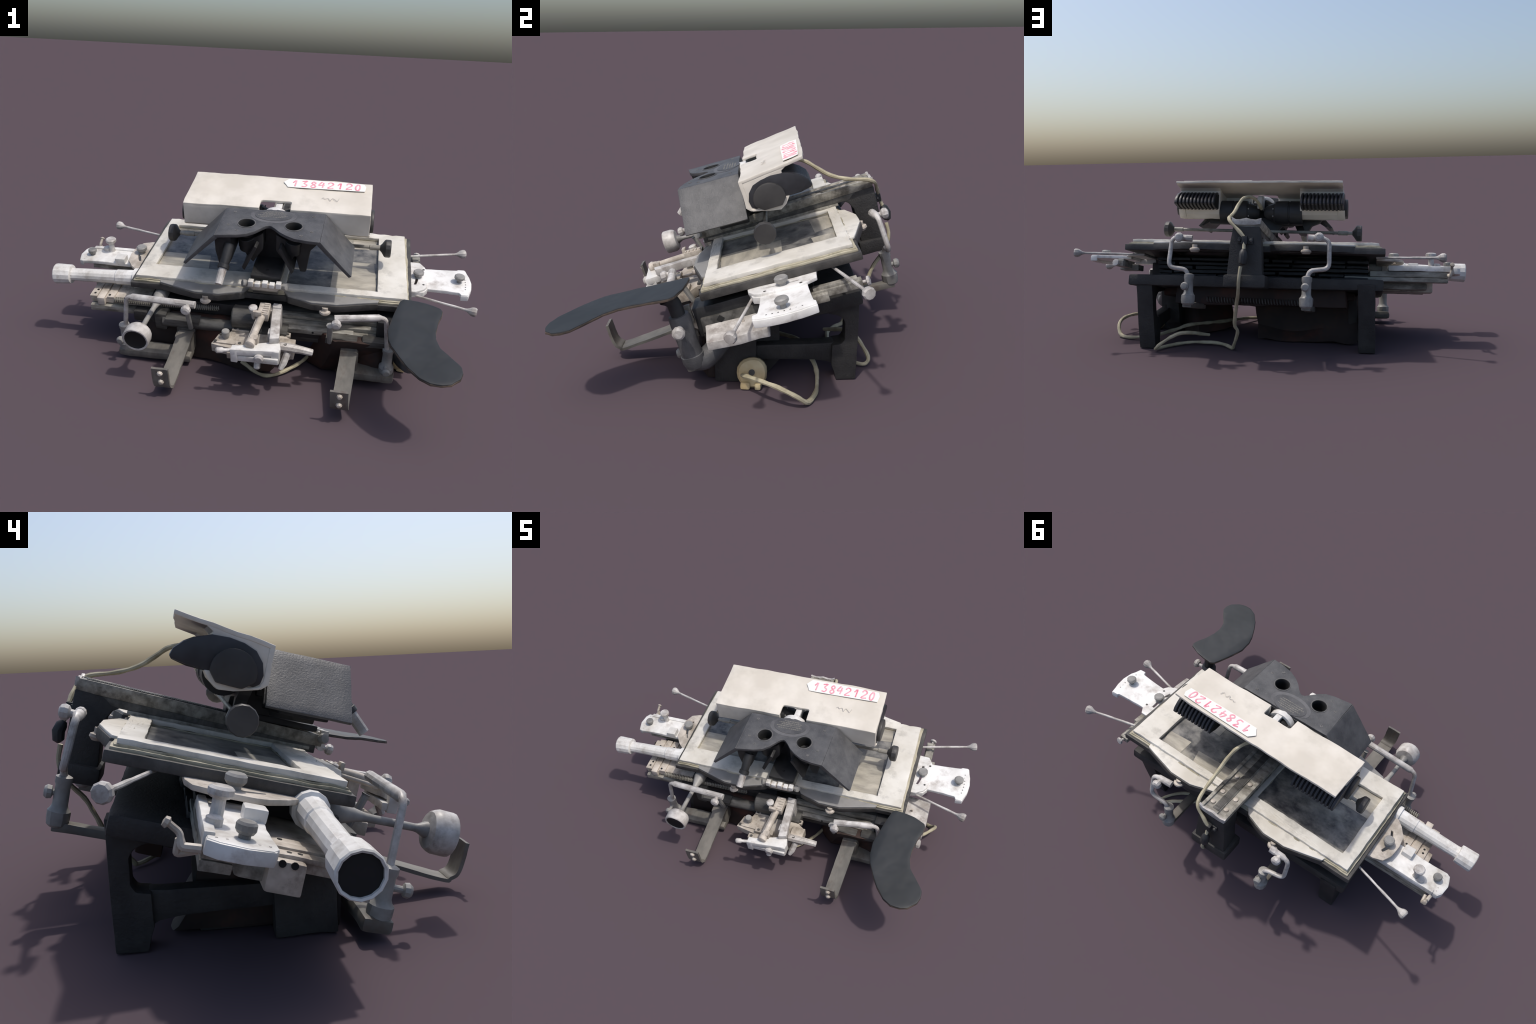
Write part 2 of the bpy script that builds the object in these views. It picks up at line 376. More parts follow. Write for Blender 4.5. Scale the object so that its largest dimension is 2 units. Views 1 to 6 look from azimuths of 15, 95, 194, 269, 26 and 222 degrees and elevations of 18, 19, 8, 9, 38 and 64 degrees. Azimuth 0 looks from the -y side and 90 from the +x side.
# ================================================================ lamp housing
def cover_end(s):
    u0, u1 = (.215, .432) if s > 0 else (-.428, -.205)
    pr = [(.12, .300), (-.050, .280), (-.060, .27), (-.061, .184), (-.044, .166), (.02, .150), (.06, .145), (.085, .165), (.098, .188), (.098, .286)]
    b = B(); prism(b, pr, 'u', u0, u1, .004); return b
b = B()
tp = [(-.430, -.066), (-.072, -.066), (-.072, -.004), (-.066, .002), (.066, .002), (.072, -.004), (.074, -.066), (.434, -.066), (.432, .187), (.25, .196), (.0, .199), (-.2, .203), (-.427, .204)]
prism(b, tp, 'w', -.012, .0, .003)
for v in b.verts: v.co.z += .2955 + .120 * v.co.y
for lo, hi in ((-.430, -.072), (.074, .434)):
    prism(b, [(-.066, .284), (-.066, .182), (-.048, .165), (-.040, .170), (-.050, .19), (-.052, .284)], 'u', lo, hi, .003)
merge(b, cover_end(1)); merge(b, cover_end(-1))
cover = finish('lamp_cover', b, 'cream', wob=.0034, freq=13, sub=.045, smooth=18)
# black lamp ends
capprof = [(.197, .206), (.190, .226), (.168, .248), (.140, .264), (.100, .279), (.055, .281), (.015, .276), (-.02, .262), (-.042, .236), (-.05, .205), (-.045, .18), (-.03, .170), (.10, .186), (.15, .192), (.19, .198)]
for s, u0 in ((1, .420), (-1, -.420)):
    b = B(); prism(b, capprof, 'u', u0, u0 + s * .014, .006)
    finish('lamp_end_cap', b, 'fin', cover, wob=.001)
    b = B(); prism(b, arc(.03, .198, .062, -8, 195, 18, .060) + [(.0, .160), (.07, .163)], 'u', u0 + s * .01, u0 + s * .030, .006)
    finish('lamp_socket_disc', b, 'socket', cover, wob=.001)
    b = B(); prism(b, [(-.05, .176), (-.02, .166), (.06, .176), (.09, .190), (.105, .188), (.085, .162), (.06, .146), (.02, .150), (-.046, .166)], 'u', u0 - s * .02, u0 + s * .016, .003)
    finish('cover_lip', b, 'cream', cover, wob=.002)
finprof = [(.190, .197), (.197, .206), (.190, .228), (.168, .250), (.145, .264), (.11, .276), (.08, .272), (.08, .185), (.15, .188)]
b = B(); prism(b, finprof, 'u', -.0055, .0055, .003)
fin = finish('cooling_fin', b, 'fin', cover, wob=.0005, sub=0)
fin.matrix_basis = T_((.231, 0, 0))
repeat(fin, [T_((.231 + .0192 * i, 0, 0)) for i in range(1, 11)] + [T_((-.222 - .0192 * i, 0, 0)) for i in range(11)])
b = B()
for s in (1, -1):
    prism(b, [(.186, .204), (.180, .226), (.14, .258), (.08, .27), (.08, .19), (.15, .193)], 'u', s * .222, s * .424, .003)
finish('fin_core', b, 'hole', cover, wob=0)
# lamp drums
b = B()
for s in (1, -1):
    lathe(b, (s * .012, .035, .184), (s, 0, 0), [(.022, 0), (.036, .015), (.050, .05), (.054, .058), (.060, .062), (.062, .075), (.062, .130), (.059, .132), (.059, .138), (.062, .140), (.062, .205)], 24)
drum = finish('lamp_drum', b, 'black', cover, wob=.0008, sub=0)
b = B(); mesh_screws = [(s * (.058 + .006), .035 + .055 * math.cos(a), .184 + .055 * math.sin(a)) for s in (1, -1) for a in (0.2, .9, 1.6, 2.4, -.5)]
for p in mesh_screws: screw(b, p, (math.copysign(.3, p[0]), p[1] - .035, p[2] - .184), .004, .004, 6)
finish('drum_rivet', b, 'grey_metal', cover, wob=0, sub=0, kind='stuff')
# prism fork seen through the notch
b = B()
for r0, r1, a0, a1, z0, z1 in ((.047, .066, 12, 168, .272, .286),):
    ring = arc(.005, .222, r1, a0, a1, 14) + arc(.005, .222, r0, a1, a0, 14)
    prism(b, ring, 'v', -.078, -.048, .003)
box(b, (.0, -.06, .262), (.030, .01, .280), .003)
box(b, (.0, -.05, .20), (.022, .07, .262), .003)
finish('prism_yoke', b, 'bright', cover, wob=.001)
b = B(); box(b, (-.05, -.05, .15), (.05, -.01, .215), .01); prism(b, arc(0, .19, .072, 0, 180, 10) + [(-.072, .15), (.072, .15)], 'v', -.05, -.03, .004)
finish('prism_box', b, 'hole', cover, wob=.001)
# undercarriage of the lamp
b = B()
prism(b, [(-.32, .165), (-.30, .14), (-.26, .125), (-.24, .09), (-.225, .09), (-.21, .13), (-.10, .12), (-.05, .065), (.06, .065), (.10, .12), (.2, .13), (.29, .13), (.31, .165)], 'v', -.045, -.01, .004)
finish('lamp_bracket', b, 'black', cover, wob=.002)
# paper label
zt = lambda v: .2985 + .1155 * v
lab = [(.012, .152), (.036, .184), (.10, .183), (.25, .179), (.392, .173), (.402, .15), (.398, .113), (.2, .111), (.036, .112), (.026, .13)]
b = B(); prism(b, lab, 'w', 0, .0016, 0)
label = finish('paper_label', b, 'paper', cover, wob=.0006, sub=.03, warp=lambda c: Vector((c.x, c.y, c.z + zt(c.y) + .0022)))
strokes = {'1': [[(.1, .6), (.5, 1), (.45, 0)]],
           '2': [[(.1, .75), (.3, 1), (.7, .95), (.8, .65), (.1, .05), (.9, .1)]],
           '3': [[(.1, .9), (.8, 1), (.4, .58), (.8, .35), (.6, .02), (.1, .08)]],
           '4': [[(.5, 1), (.1, .4), (.9, .45)], [(.75, .85), (.65, 0)]],
           '8': [[(.5, .55), (.2, .75), (.45, 1), (.75, .8), (.5, .55), (.15, .25), (.4, 0), (.8, .2), (.5, .55)]],
           '0': [[(.5, 1), (.2, .6), (.25, .1), (.6, .02), (.8, .5), (.7, .9), (.5, 1)]]}
b = B(); rnd = random.Random(3)
for i, ch in enumerate('13842120'):
    x0 = .056 + i * .0415 + rnd.uniform(-.003, .003); y0 = .1205 + rnd.uniform(-.003, .003)
    for st in strokes[ch]:
        pts = smooth_path([(x0 + p[0] * .033, y0 + p[1] * .050, zt(y0 + p[1] * .050) + .0040) for p in st], 4)
        tube(b, pts, .0041, 6)
finish('handwritten_number', b, 'ink', cover, wob=0, sub=0, warp=lambda c: Vector((c.x, c.y, zt(c.y) + .0040 + (c.z - zt(c.y) - .0040) * .3)))
b = B()
pts = smooth_path([(.205 + i * .008, .035 + rnd.uniform(-.012, .012), 0) for i in range(11)], 4)
tube(b, [(p.x, p.y, zt(p.y) + .0012) for p in pts], .0012, 4)
finish('pencil_scribble', b, 'pencil', cover, wob=0, sub=0)

# ================================================================ eyepiece hood
edge = [(.234, -.329), (.18, -.325), (.125, -.313), (.085, -.293), (.055, -.268), (.030, -.238), (.012, -.222), (.002, -.219), (-.010, -.224), (-.028, -.246), (-.05, -.276), (-.08, -.302), (-.12, -.317), (-.17, -.325), (-.212, -.333)]
eyes = [[(p[0], p[1]) for p in arc(cx, -.213, .036, 0, 345, 23, .036)] for cx in (-.098, .110)]
b = B(); prism(b, edge + [(-.216, -.082), (.236, -.076)], 'w', .270, .285, .003, eyes)
hood = finish('hood_plate', b, 'crinkle', wob=.0012)
for s, x0, x1, va, vb in ((-1, -.216, -.366, -.330, -.082), (1, .236, .374, -.329, -.076)):
    b = B(); prism(b, [(x0, .285), (x1, .128), (x1 - s * .012, .121), (x0 - s * .014, .268)], 'v', va, vb, .003)
    finish('hood_wing', b, 'crinkle', hood, wob=.0012)
b = B()
for s, x0 in ((-1, -.214), (1, .234)):
    prism(b, [(x0, .268), (x0 - s * .0, .20), (x0 + s * .115, .128), (x0 + s * .125, .132)], 'v', -.088, -.078, .002)
box(b, (-.2, -.088, .19), (.22, -.076, .272), .003)
finish('hood_back', b, 'black', hood, wob=.0015)
for cx in (-.098, .110):
    b = B(); lathe(b, (cx, -.213, .2855), (0, 0, 1), [(.0385, -.012), (.0400, .0005), (.0385, .0018), (.0345, .0015), (.033, -.001), (.032, -.02), (.031, -.058), (.0, -.0581)], 28, 0, False)
    finish('eyepiece_ring', b, 'hole', hood, wob=0, sub=0)
    b = B(); lathe(b, (cx, -.213, .2862), (0, 0, 1), [(.0405, -.001), (.0405, .0010), (.0375, .0012), (.0375, -.001), (.0405, -.001)], 28, 0, False)
    finish('ring_rim', b, 'rivet', hood, wob=0, sub=0)
b = B()
for p in ((-.17, -.115), (-.175, -.235), (.185, -.11), (.19, -.245), (-.13, -.28), (.15, -.285)):
    lathe(b, (p[0], p[1], .285), (0, 0, 1), [(.0075, -.002), (.0075, .0012), (.005, .0016), (.0045, .0002), (0, .0002)], 12)
finish('hood_rivet', b, 'rivet', hood, wob=0, sub=0)
b = B(); prism(b, [(.008 + .104 * math.cos(t * math.pi / 16), -.128 + .066 * math.sin(t * math.pi / 16) if t > 16 else -.125 + .045 * math.sin(t * math.pi / 16)) for t in range(32)], 'w', .2848, .2858, 0)
finish('plate_halo', b, 'halo', hood, wob=0, sub=0)
b = B(); prism(b, [(.008 + .085 * math.cos(t * math.pi / 14), -.125 + .052 * math.sin(t * math.pi / 14)) for t in range(28)], 'w', .2852, .2872, 0)
finish('name_plate', b, 'crinkle', hood, wob=0, sub=0)
b = B(); rnd = random.Random(5)
for j, (y, x0, x1) in enumerate(((-.096, -.03, .05), (-.108, -.055, .065), (-.119, -.04, .06), (-.131, -.062, .07), (-.144, -.05, .062))):
    x = x0
    while x < x1:
        w = rnd.uniform(.004, .012); box(b, (x, y - .003, .2868), (min(x + w, x1), y + .003, .2877), 0); x += w + .003
finish('plate_lettering', b, 'plate_print', hood, wob=0, sub=0, kind='stuff')
# optics under the hood
b = B()
for pts, v0, v1 in (([(-.222, .268), (-.222, .19), (-.206, .105), (-.17, .108), (-.150, .15), (-.150, .268)], -.305, -.15),
                    ([(-.15, .225), (-.145, .14), (-.115, .136), (-.07, .205), (-.05, .225)], -.18, -.08),
                    ([(.058, .225), (.07, .205), (.122, .145), (.13, .15), (.13, .225)], -.20, -.08),
                    ([(.125, .225), (.122, .13), (.14, .06), (.168, .06), (.186, .17), (.214, .205), (.218, .225)], -.22, -.09)):
    prism(b, pts, 'v', v0, v1, .008)
for s, ex in ((-1, -.098), (1, .110)):
    cyl(b, (ex, -.213, .222), (ex * .93, -.20, .16), .040, .044, 20)
    prism(b, [(ex - s * .075, .25), (ex - s * .02, .22), (ex + s * .035, .20), (ex - s * .005, .125), (ex - s * .03, .10), (ex - s * .075, .17)], 'v', -.235, -.12, .006)
    prism(b, [(ex - s * .045, .215), (ex - s * .058, .205), (ex + s * .0, .085), (ex + s * .012, .10)], 'v', -.285, -.14, .004)
finish('eyepiece_tube', b, 'black', hood, wob=.0025, freq=12)
b = B(); box(b, (-.068, -.312, .062), (.068, -.09, .082), .006); box(b, (-.062, -.15, .07), (.062, -.03, .25), .008)
finish('optics_column', b, 'black', hood, wob=.0015)
b = B(); lathe(b, (0, -.262, .081), (0, 0, 1), [(.008, 0), (.008, .002), (.004, .003), (0, .001)], 10)
finish('column_screw', b, 'hole', hood, wob=0, sub=0)
b = B(); cyl(b, (-.158, -.30, .225), (-.172, -.375, .148), .024, .020, 12); cyl(b, (-.170, -.362, .158), (-.173, -.376, .145), .026, .026, 12)
finish('lever_socket', b, 'black', hood, wob=.001, sub=0)
b = B(); cyl(b, (-.171, -.370, .152), (-.183, -.428, .098), .0185, .0175, 10)
finish('lever_tip', b, 'nickel', hood, wob=.001, sub=0)

# ================================================================ focusing rod
b = B(); cyl(b, (-.485, -.009, .087), (.50, -.016, .097), .0085, None, 12)
for p, q in (((-.45, -.009, .087), (-.40, -.009, .088)), ((.44, -.016, .096), (.49, -.016, .097))): cyl(b, p, q, .012, None, 12)
rod = finish('focusing_rod', b, 'rail', wob=.0006, sub=.08)
for s, c in ((-1, (-.490, -.009, .087)), (1, (.504, -.017, .097))):
    b = B(); lathe(b, c, (s, 0, 0), [(.012, -.016), (.020, -.008), (.038, .004), (.042, .010), (.042, .028), (.039, .034), (0, .035)], 14)
    finish('focusing_knob', b, 'socket', rod, wob=.0012, sub=0, smooth=25)

# ================================================================ thin levers with ball ends
for p, q in (((-.60, .178, -.059), (-.903, .266, -.063)), ((.58, .182, -.066), (.897, .270, -.073)), ((.62, -.102, -.082), (.912, -.184, -.095))):
    p, q = Vector(p), Vector(q); d = (q - p).normalized(); b = B()
    tube(b, [p + (q - p) * i / 8 for i in range(9)], .0058, 8, .25)
    lathe(b, q, d, [(.0062, -.030), (.008, -.022), (.013, -.012), (.019, -.004), (.022, .004), (.022, .015), (.018, .021), (0, .023)], 10)
    finish('ball_lever', b, 'nickel', wob=.0008, sub=0, smooth=25)

# ================================================================ right scale bracket
b = B()
slot = [(.655, -.065), (.667, -.065), (.676, -.03), (.679, .01), (.676, .06), (.664, .062), (.667, .01), (.664, -.03)]
prism(b, [(.60, -.128), (.665, -.124), (.702, -.10), (.716, -.075), (.722, -.02), (.722, .05), (.712, .088), (.69, .125), (.60, .132)], 'w', -.084, -.072, .003, [slot])
prism(b, [(.60, -.132), (.70, -.11), (.72, -.08), (.72, -.06), (.60, -.06)], 'w', -.108, -.082, .004)
rb = finish('scale_bracket', b, 'bright', wob=.0018, freq=18, lift=.016)
b = B()
out = [(.685, -.078), (.80, -.084), (.860, -.091), (.868, -.109), (.898, -.105), (.914, -.05), (.919, 0), (.914, .05), (.899, .107), (.868, .106), (.862, .099), (.80, .093), (.685, .087)]
prism(b, out, 'w', -.097, -.080, .004)
prism(b, [(.866, -.111), (.900, -.107), (.917, -.05), (.923, 0), (.917, .05), (.903, .108), (.870, .107), (.868, .098), (.888, .094), (.900, .0), (.886, -.094), (.868, -.094)], 'w', -.112, -.084, .004)
finish('scale_plate', b, 'bright', rb, wob=.0018, freq=18, lift=.016)
b = B(); knob(b, (.865, -.001, -.066), (0, 0, 1), .010, .016, .024, .022)
finish('clamp_knob', b, 'grey_metal', rb, wob=.001, sub=0, smooth=25)
b = B(); knob(b, (.678, .003, -.058), (0, 0, 1), .015, .010, .025, .024)
finish('clamp_knob', b, 'grey_metal', rb, wob=.001, sub=0, smooth=25)
b = B()
for i in range(7): lathe(b, (.882 + .012 * math.cos((i - 3) * .3), -.06 + i * .02, -.0800), (0, 0, 1), [(.003, -.001), (.003, .0008), (0, .0008)], 6)
for p in ((.70, -.062), (.705, .068), (.625, -.1)): lathe(b, (p[0], p[1], -.073), (0, 0, 1), [(.006, -.001), (.006, .0016), (0, .0018)], 8)
finish('scale_mark', b, 'dull_steel', rb, wob=0, sub=0, lift=.016, kind='stuff')
# rear slide of the right bracket with thumb screw
b = B(); box(b, (.655, .09, -.135), (.70, .275, -.108), .004); box(b, (.66, .10, -.112), (.69, .26, -.098), .003); box(b, (.62, .07, -.145), (.72, .15, -.115), .004)
finish('bracket_slide', b, 'rail', rb, wob=.002)
b = B(); cyl(b, (.676, .262, -.124), (.683, .288, -.121), .006); lathe(b, (.683, .288, -.121), (.2, 1, .1), [(.008, 0), (.017, .004), (.017, .013), (0, .017)], 10)
finish('thumb_screw', b, 'nickel', rb, wob=.0006, sub=0)

# ================================================================ left scale bracket
b = B()
slot = [(-.668, -.075), (-.680, -.075), (-.700, -.03), (-.703, .03), (-.690, .055), (-.680, .05), (-.690, .02), (-.686, -.03)]
prism(b, [(-.60, -.17), (-.655, -.165), (-.70, -.125), (-.735, -.075), (-.742, -.02), (-.735, .05), (-.712, .095), (-.67, .112), (-.60, .115)], 'w', -.086, -.072, .003, [slot])
lb = finish('scale_bracket', b, 'nickel_warm', wob=.0018, freq=18, lift=.018)
b = B()
out = [(-.66, -.060), (-.83, -.060), (-.86, -.057), (-.992, -.062), (-1.008, -.05), (-1.018, 0), (-1.012, .05), (-.995, .072), (-.97, .072), (-.83, .074), (-.66, .078)]
prism(b, out, 'w', -.126, -.108, .004)
prism(b, [(-.985, -.064), (-1.008, -.055), (-1.022, 0), (-1.016, .05), (-1.0, .074), (-.975, .074), (-.992, .045), (-.998, .0), (-.99, -.05)], 'w', -.140, -.110, .004)
box(b, (-.975, .056, -.130), (-.66, .078, -.102), .004)
box(b, (-.815, -.064, -.112), (-.762, -.012, -.080), .006)
finish('scale_plate', b, 'bright', lb, wob=.0018, freq=18, lift=.018)
b = B(); knob(b, (-.689, .001, -.056), (0, 0, 1), .016, .012, .026, .028)
finish('clamp_knob', b, 'grey_metal', lb, wob=.001, sub=0, smooth=25)
b = B(); knob(b, (-.872, .050, -.092), (0, 0, 1), .014, .050, .027, .026)
finish('clamp_knob', b, 'nickel', lb, wob=.001, sub=0, smooth=25)
b = B(); knob(b, (-.959, .001, -.092), (0, 0, 1), .012, .010, .021, .026)
finish('clamp_knob', b, 'grey_metal', lb, wob=.001, sub=0, smooth=25)
b = B(); lathe(b, (-.9, .055, -.110), (0, 0, 1), [(.018, 0), (.018, .018), (.012, .022), (0, .022)], 10)
for i in range(6): lathe(b, (-.985, -.045 + i * .02, -.108), (0, 0, 1), [(.003, -.001), (.003, .0008), (0, .0008)], 6)
finish('scale_stud', b, 'nickel', lb, wob=.0006, sub=0, lift=.018, kind='stuff')
b = B()
tube(b, bend_path([(-.975, .075, -.118), (-.970, .112, -.122), (-.966, .118, -.098), (-.965, .142, -.084)], .008), [.009] * 6 + [.007] * 6, 8)
lathe(b, (-.965, .140, -.085), (0, 1, .4), [(.007, 0), (.012, .004), (.010, .012), (0, .014)], 8)
tube(b, bend_path([(-.955, .080, -.128), (-.958, .118, -.140), (-.966, .118, -.11)], .008), .008, 8)
finish('locking_tip', b, 'nickel_warm', lb, wob=.001, sub=0)
# guide bars below the left plate
b = B()
box(b, (-.955, .005, -.142), (-.57, .072, -.114), .003); box(b, (-.955, .01, -.166), (-.44, .074, -.144), .003)
box(b, (-.94, -.05, -.138), (-.56, .01, -.110), .004); box(b, (-.86, -.14, -.20), (-.60, -.01, -.162), .012)
for y in (.058, .068): box(b, (-.96, y, -.096), (-.68, y + .007, -.086), .001)
finish('guide_bar', b, 'rail', lb, wob=.002)

# ================================================================ sight tube on the left
b = B(); d = Vector((-.45, -.004, -.016)); p0 = Vector((-.611, -.191, -.075))
prof = [(.034, -.05), (.034, .02), (.047, .022), (.047, .050), (.038, .054), (.036, .14), (.033, .145), (.031, .36), (.032, .375)]
lathe(b, p0, d, prof, 14)
tube_body = finish('sight_tube', b, 'bright', wob=.0015, sub=.06, smooth=22)
b = B(); lathe(b, p0, d, [(.030, .372), (.046, .376), (.0475, .384), (.0500, .456), (.047, .460), (.0425, .458), (.040, .40), (0, .399)], 14)
finish('sight_tube_cap', b, 'bright', tube_body, wob=.001, sub=0, smooth=22)
b = B(); lathe(b, p0, d, [(.0422, .452), (.041, .41), (.0405, .404), (0, .4035)], 16)
finish('tube_bore', b, 'hole', tube_body, wob=0, sub=0)

# ================================================================ left cross slide
slide_tilt = lambda c: Vector((c.x, c.y, c.z + .03 * max(0, c.y + .284)))
b = B()
box(b, (-.892, -.150, -.215), (-.50, -.070, -.146), .008)
box(b, (-.862, -.284, -.172), (-.48, -.080, -.144), .004)
for x0, x1, y0, z in ((-.866, -.828, -.284, -.138), (-.822, -.786, -.292, -.134), (-.780, -.742, -.284, -.136)):
    box(b, (x0, y0, -.150), (x1, -.066, z), .004)
box(b, (-.822, -.302, -.176), (-.786, -.280, -.134), .004)
cs = finish('cross_slide', b, 'nickel_warm', wob=.0018, warp=slide_tilt)
b = B()
for p in ((-.893, -.122, -.150), (-.893, -.096, -.150)): lathe(b, p, (-1, 0, 0), [(.008, 0), (.008, .003), (0, .001)], 10)
for p in ((-.845, -.262, -.138), (-.840, -.235, -.138), (-.768, -.27, -.136), (-.848, -.116, -.138), (-.845, -.14, -.138), (-.76, -.11, -.136)): lathe(b, p, (0, 0, 1), [(.006, 0), (.006, .0015), (0, .001)], 8)
finish('slide_dark_spot', b, 'hole', cs, wob=0, sub=0, kind='stuff', warp=slide_tilt)
b = B(); helix(b, (-.735, -.298, -.140), (-.22, -.298, -.128), .013, .0030, 52)
cyl(b, (-.735, -.298, -.140), (-.22, -.298, -.128), .008)
finish('return_spring', b, 'rail', cs, wob=0, sub=0, kind='stuff')
b = B(); box(b, (-.86, -.305, -.208), (-.05, -.255, -.178), .004); box(b, (-.62, -.325, -.232), (-.05, -.26, -.2), .006)
finish('lower_rail', b, 'rail', cs, wob=.002)
b = B(); cyl(b, (-.48, -.345, -.19), (-.05, -.345, -.19), .03, .03, 16); box(b, (-.46, -.385, -.175), (-.30, -.33, -.155), .003); box(b, (-.52, -.36, -.24), (-.46, -.28, -.15), .012)
finish('drive_shaft', b, 'dull_steel', cs, wob=.002)

# ================================================================ hand disc
b = B(); h0 = Vector((-.502, -.28, -.098)); h1 = Vector((-.514, -.560, -.100))
lathe(b, h0, h1 - h0, [(.034, -.03), (.034, .02), (.024, .05), (.017, .075), (.012, .10), (.011, .235), (.013, .245), (.022, .262), (.024, .278)], 12)
hd = finish('disc_handle_rod', b, 'grey_metal', wob=.001, sub=.06)
b = B(); dd = Vector((-.02, -1, -.05))
lathe(b, h1, dd, [(.03, -.012), (.050, -.008), (.056, 0), (.060, .012), (.060, .052), (.057, .056), (.050, .055), (.047, .040), (0, .038)], 18)
finish('hand_disc', b, 'nickel', hd, wob=.0012, sub=0, smooth=25)
b = B(); lathe(b, h1, dd, [(.0475, .030), (.049, .0535), (.046, .0545), (.040, .050), (0, .048)], 18)
finish('disc_face', b, 'hole', hd, wob=.001, sub=0)

# ================================================================ bent cranks
def crank(path, ball, socket, low_knob, lk_dir, ball_dir, mat='nickel'):
    b = B(); P = bend_path(path, .03, 5); n = len(P)
    tube(b, P, [.0155 if i < 2 else .0105 for i in range(n)] if n > 4 else .011, 10, .12)
    a = Vector(path[0]); c = Vector(path[1]); tube(b, [a, a + (c - a) * .28], .0165, 10)
    ob = finish('bent_crank', b, mat, wob=.0008, sub=0)
    b = B(); lathe(b, ball, ball_dir, [(.010, -.03), (.011, -.012), (.020, -.006), (.023, .004), (.020, .014), (.012, .019), (0, .020)], 10)
    finish('crank_knob', b, mat, ob, wob=.0008, sub=0, smooth=25)
    x, y, z = socket
    b = B(); lathe(b, (x, y, z - .13), (0, 0, 1), [(.022, -.004), (.030, .004), (.033, .02), (.033, .042), (.026, .05), (.022, .06), (.021, .115), (.024, .122), (.024, .140), (.014, .145)], 12)
    finish('crank_socket', b, 'grey_metal', ob, wob=.002, sub=0, smooth=30)
    b = B(); lathe(b, low_knob, lk_dir, [(.009, -.04), (.009, -.008), (.018, -.004), (.020, .008), (.014, .016), (0, .018)], 10)
    finish('crank_knob', b, 'grey_metal', ob, wob=.0006, sub=0)
    return ob
crank([(-.290, -.44, -.016), (-.612, -.427, -.014), (-.640, -.422, -.20)], (-.322, -.476, -.018), (-.645, -.421, -.19), (-.648, -.472, -.232), (-.1, -1, 0), (0, -1, -.1))
crank([(.318, -.437, -.018), (.532, -.413, -.004), (.552, -.405, -.20)], (.328, -.468, -.022), (.555, -.402, -.19), (.553, -.452, -.268), (.1, -1, 0), (0, -1, -.1))
crank([(.268, .402, -.008), (.364, .412, -.004), (.371, .424, -.148), (.285, .420, -.158), (.273, .412, -.20)], (.321, .440, -.008), (.272, .414, -.19), (.280, .446, -.238), (.1, 1, 0), (0, 1, 0))
crank([(-.285, .400, .004), (-.382, .400, -.002), (-.385, .410, -.140), (-.295, .420, -.150), (-.284, .412, -.20)], (-.337, .432, .003), (-.285, .414, -.19), (-.281, .446, -.230), (-.1, 1, 0), (0, 1, 0))
# arms carrying the cranks
b = B()
box(b, (.252, .15, -.335), (.296, .425, -.308), .006); box(b, (-.306, .15, -.335), (-.262, .425, -.308), .006)
finish('crank_arm', b, 'strap', wob=.003)
b = B()
box(b, (.36, -.445, -.345), (.59, -.365, -.305), .014); box(b, (-.68, -.455, -.345), (-.33, -.375, -.305), .014)
box(b, (.36, -.43, -.335), (.43, -.26, -.215), .012); box(b, (-.41, -.42, -.335), (-.33, -.26, -.225), .012)
finish('crank_arm', b, 'strap', wob=.004)

# ================================================================ straps with bolted tabs
for x0, x1, y0, y1, z0, z1, ttop in ((-.363, -.366, -.36, -.712, -.222, -.258, -.138), (.388, .374, -.36, -.722, -.208, -.252, -.140)):
    b = B(); n = 9; hw = .036; th = .0055; rows = []
    P = smooth_path([(x0, y0, z0), (x0 * .75 + x1 * .25, y0 * .7 + y1 * .3, z0 * .62 + z1 * .38), (x1, y1 + .03, z1), (x1, y1, z1 + .008), (x1 - .004, y1 - .018, z1 + .035), (x1 - .006, y1 - .020, ttop)], 5)
    for i, p in enumerate(P):
        d = (P[min(i + 1, len(P) - 1)] - P[max(i - 1, 0)]).normalized(); x = Vector((1, 0, 0)); nn = x.cross(d).normalized()
        rows.append([b.verts.new(p + x * hw * sx + nn * th * sn) for sx, sn in ((-1, -1), (1, -1), (1, 1), (-1, 1))])
    for A, C in zip(rows, rows[1:]):
        for k in range(4): b.faces.new((A[k], A[(k + 1) % 4], C[(k + 1) % 4], C[k]))
    b.faces.new(rows[0]); b.faces.new(rows[-1])
    st = finish('strap_arm', b, 'strap', wob=.0015, freq=22, sub=.03)
    b = B()
    for z in (ttop - .022, ttop - .068): lathe(b, (x1 - .004, y1 - .024, z), (0, -1, 0), [(.014, 0), (.013, .004), (.008, .011), (0, .013)], 8)
    finish('tab_bolt', b, 'nickel_warm', st, wob=.0008, sub=0)
b = B()
for x0, x1 in ((-.41, -.32), (.34, .435)): box(b, (x0, -.375, -.235), (x1, -.29, -.205), .008)
finish('strap_root', b, 'dull_steel', wob=.003)  # darker tone at the roots where the straps tuck under

# ================================================================ palm rest
outl = [(x + (.004 if y < -.5 else 0), y - .001 * max(0, min(1, (-.46 - y) / .1))) for x, y in ((.682, -.154), (.727, -.153), (.782, -.159), (.835, -.177), (.845, -.195), (.842, -.225), (.831, -.271), (.826, -.331), (.828, -.378), (.847, -.427), (.882, -.463), (.908, -.489), (.926, -.517), (.931, -.546), (.923, -.580), (.893, -.616), (.861, -.630), (.818, -.633), (.779, -.614), (.735, -.573), (.695, -.520), (.664, -.462), (.649, -.419), (.639, -.354), (.647, -.286), (.661, -.203), (.668, -.168))]
bow = lambda c: Vector((c.x, c.y, c.z + .358 - .023 * (c.x - .77) + .281 * (c.y + .4) - .25 * max(0, .68 - c.x) + .03 * max(0, -.30 - c.y)))
b = B(); prism(b, outl, 'w', -.004, .004, .003)
palm = finish('palm_rest', b, 'palm', frame=GM, wob=.0015, freq=26, sub=.022, warp=bow)
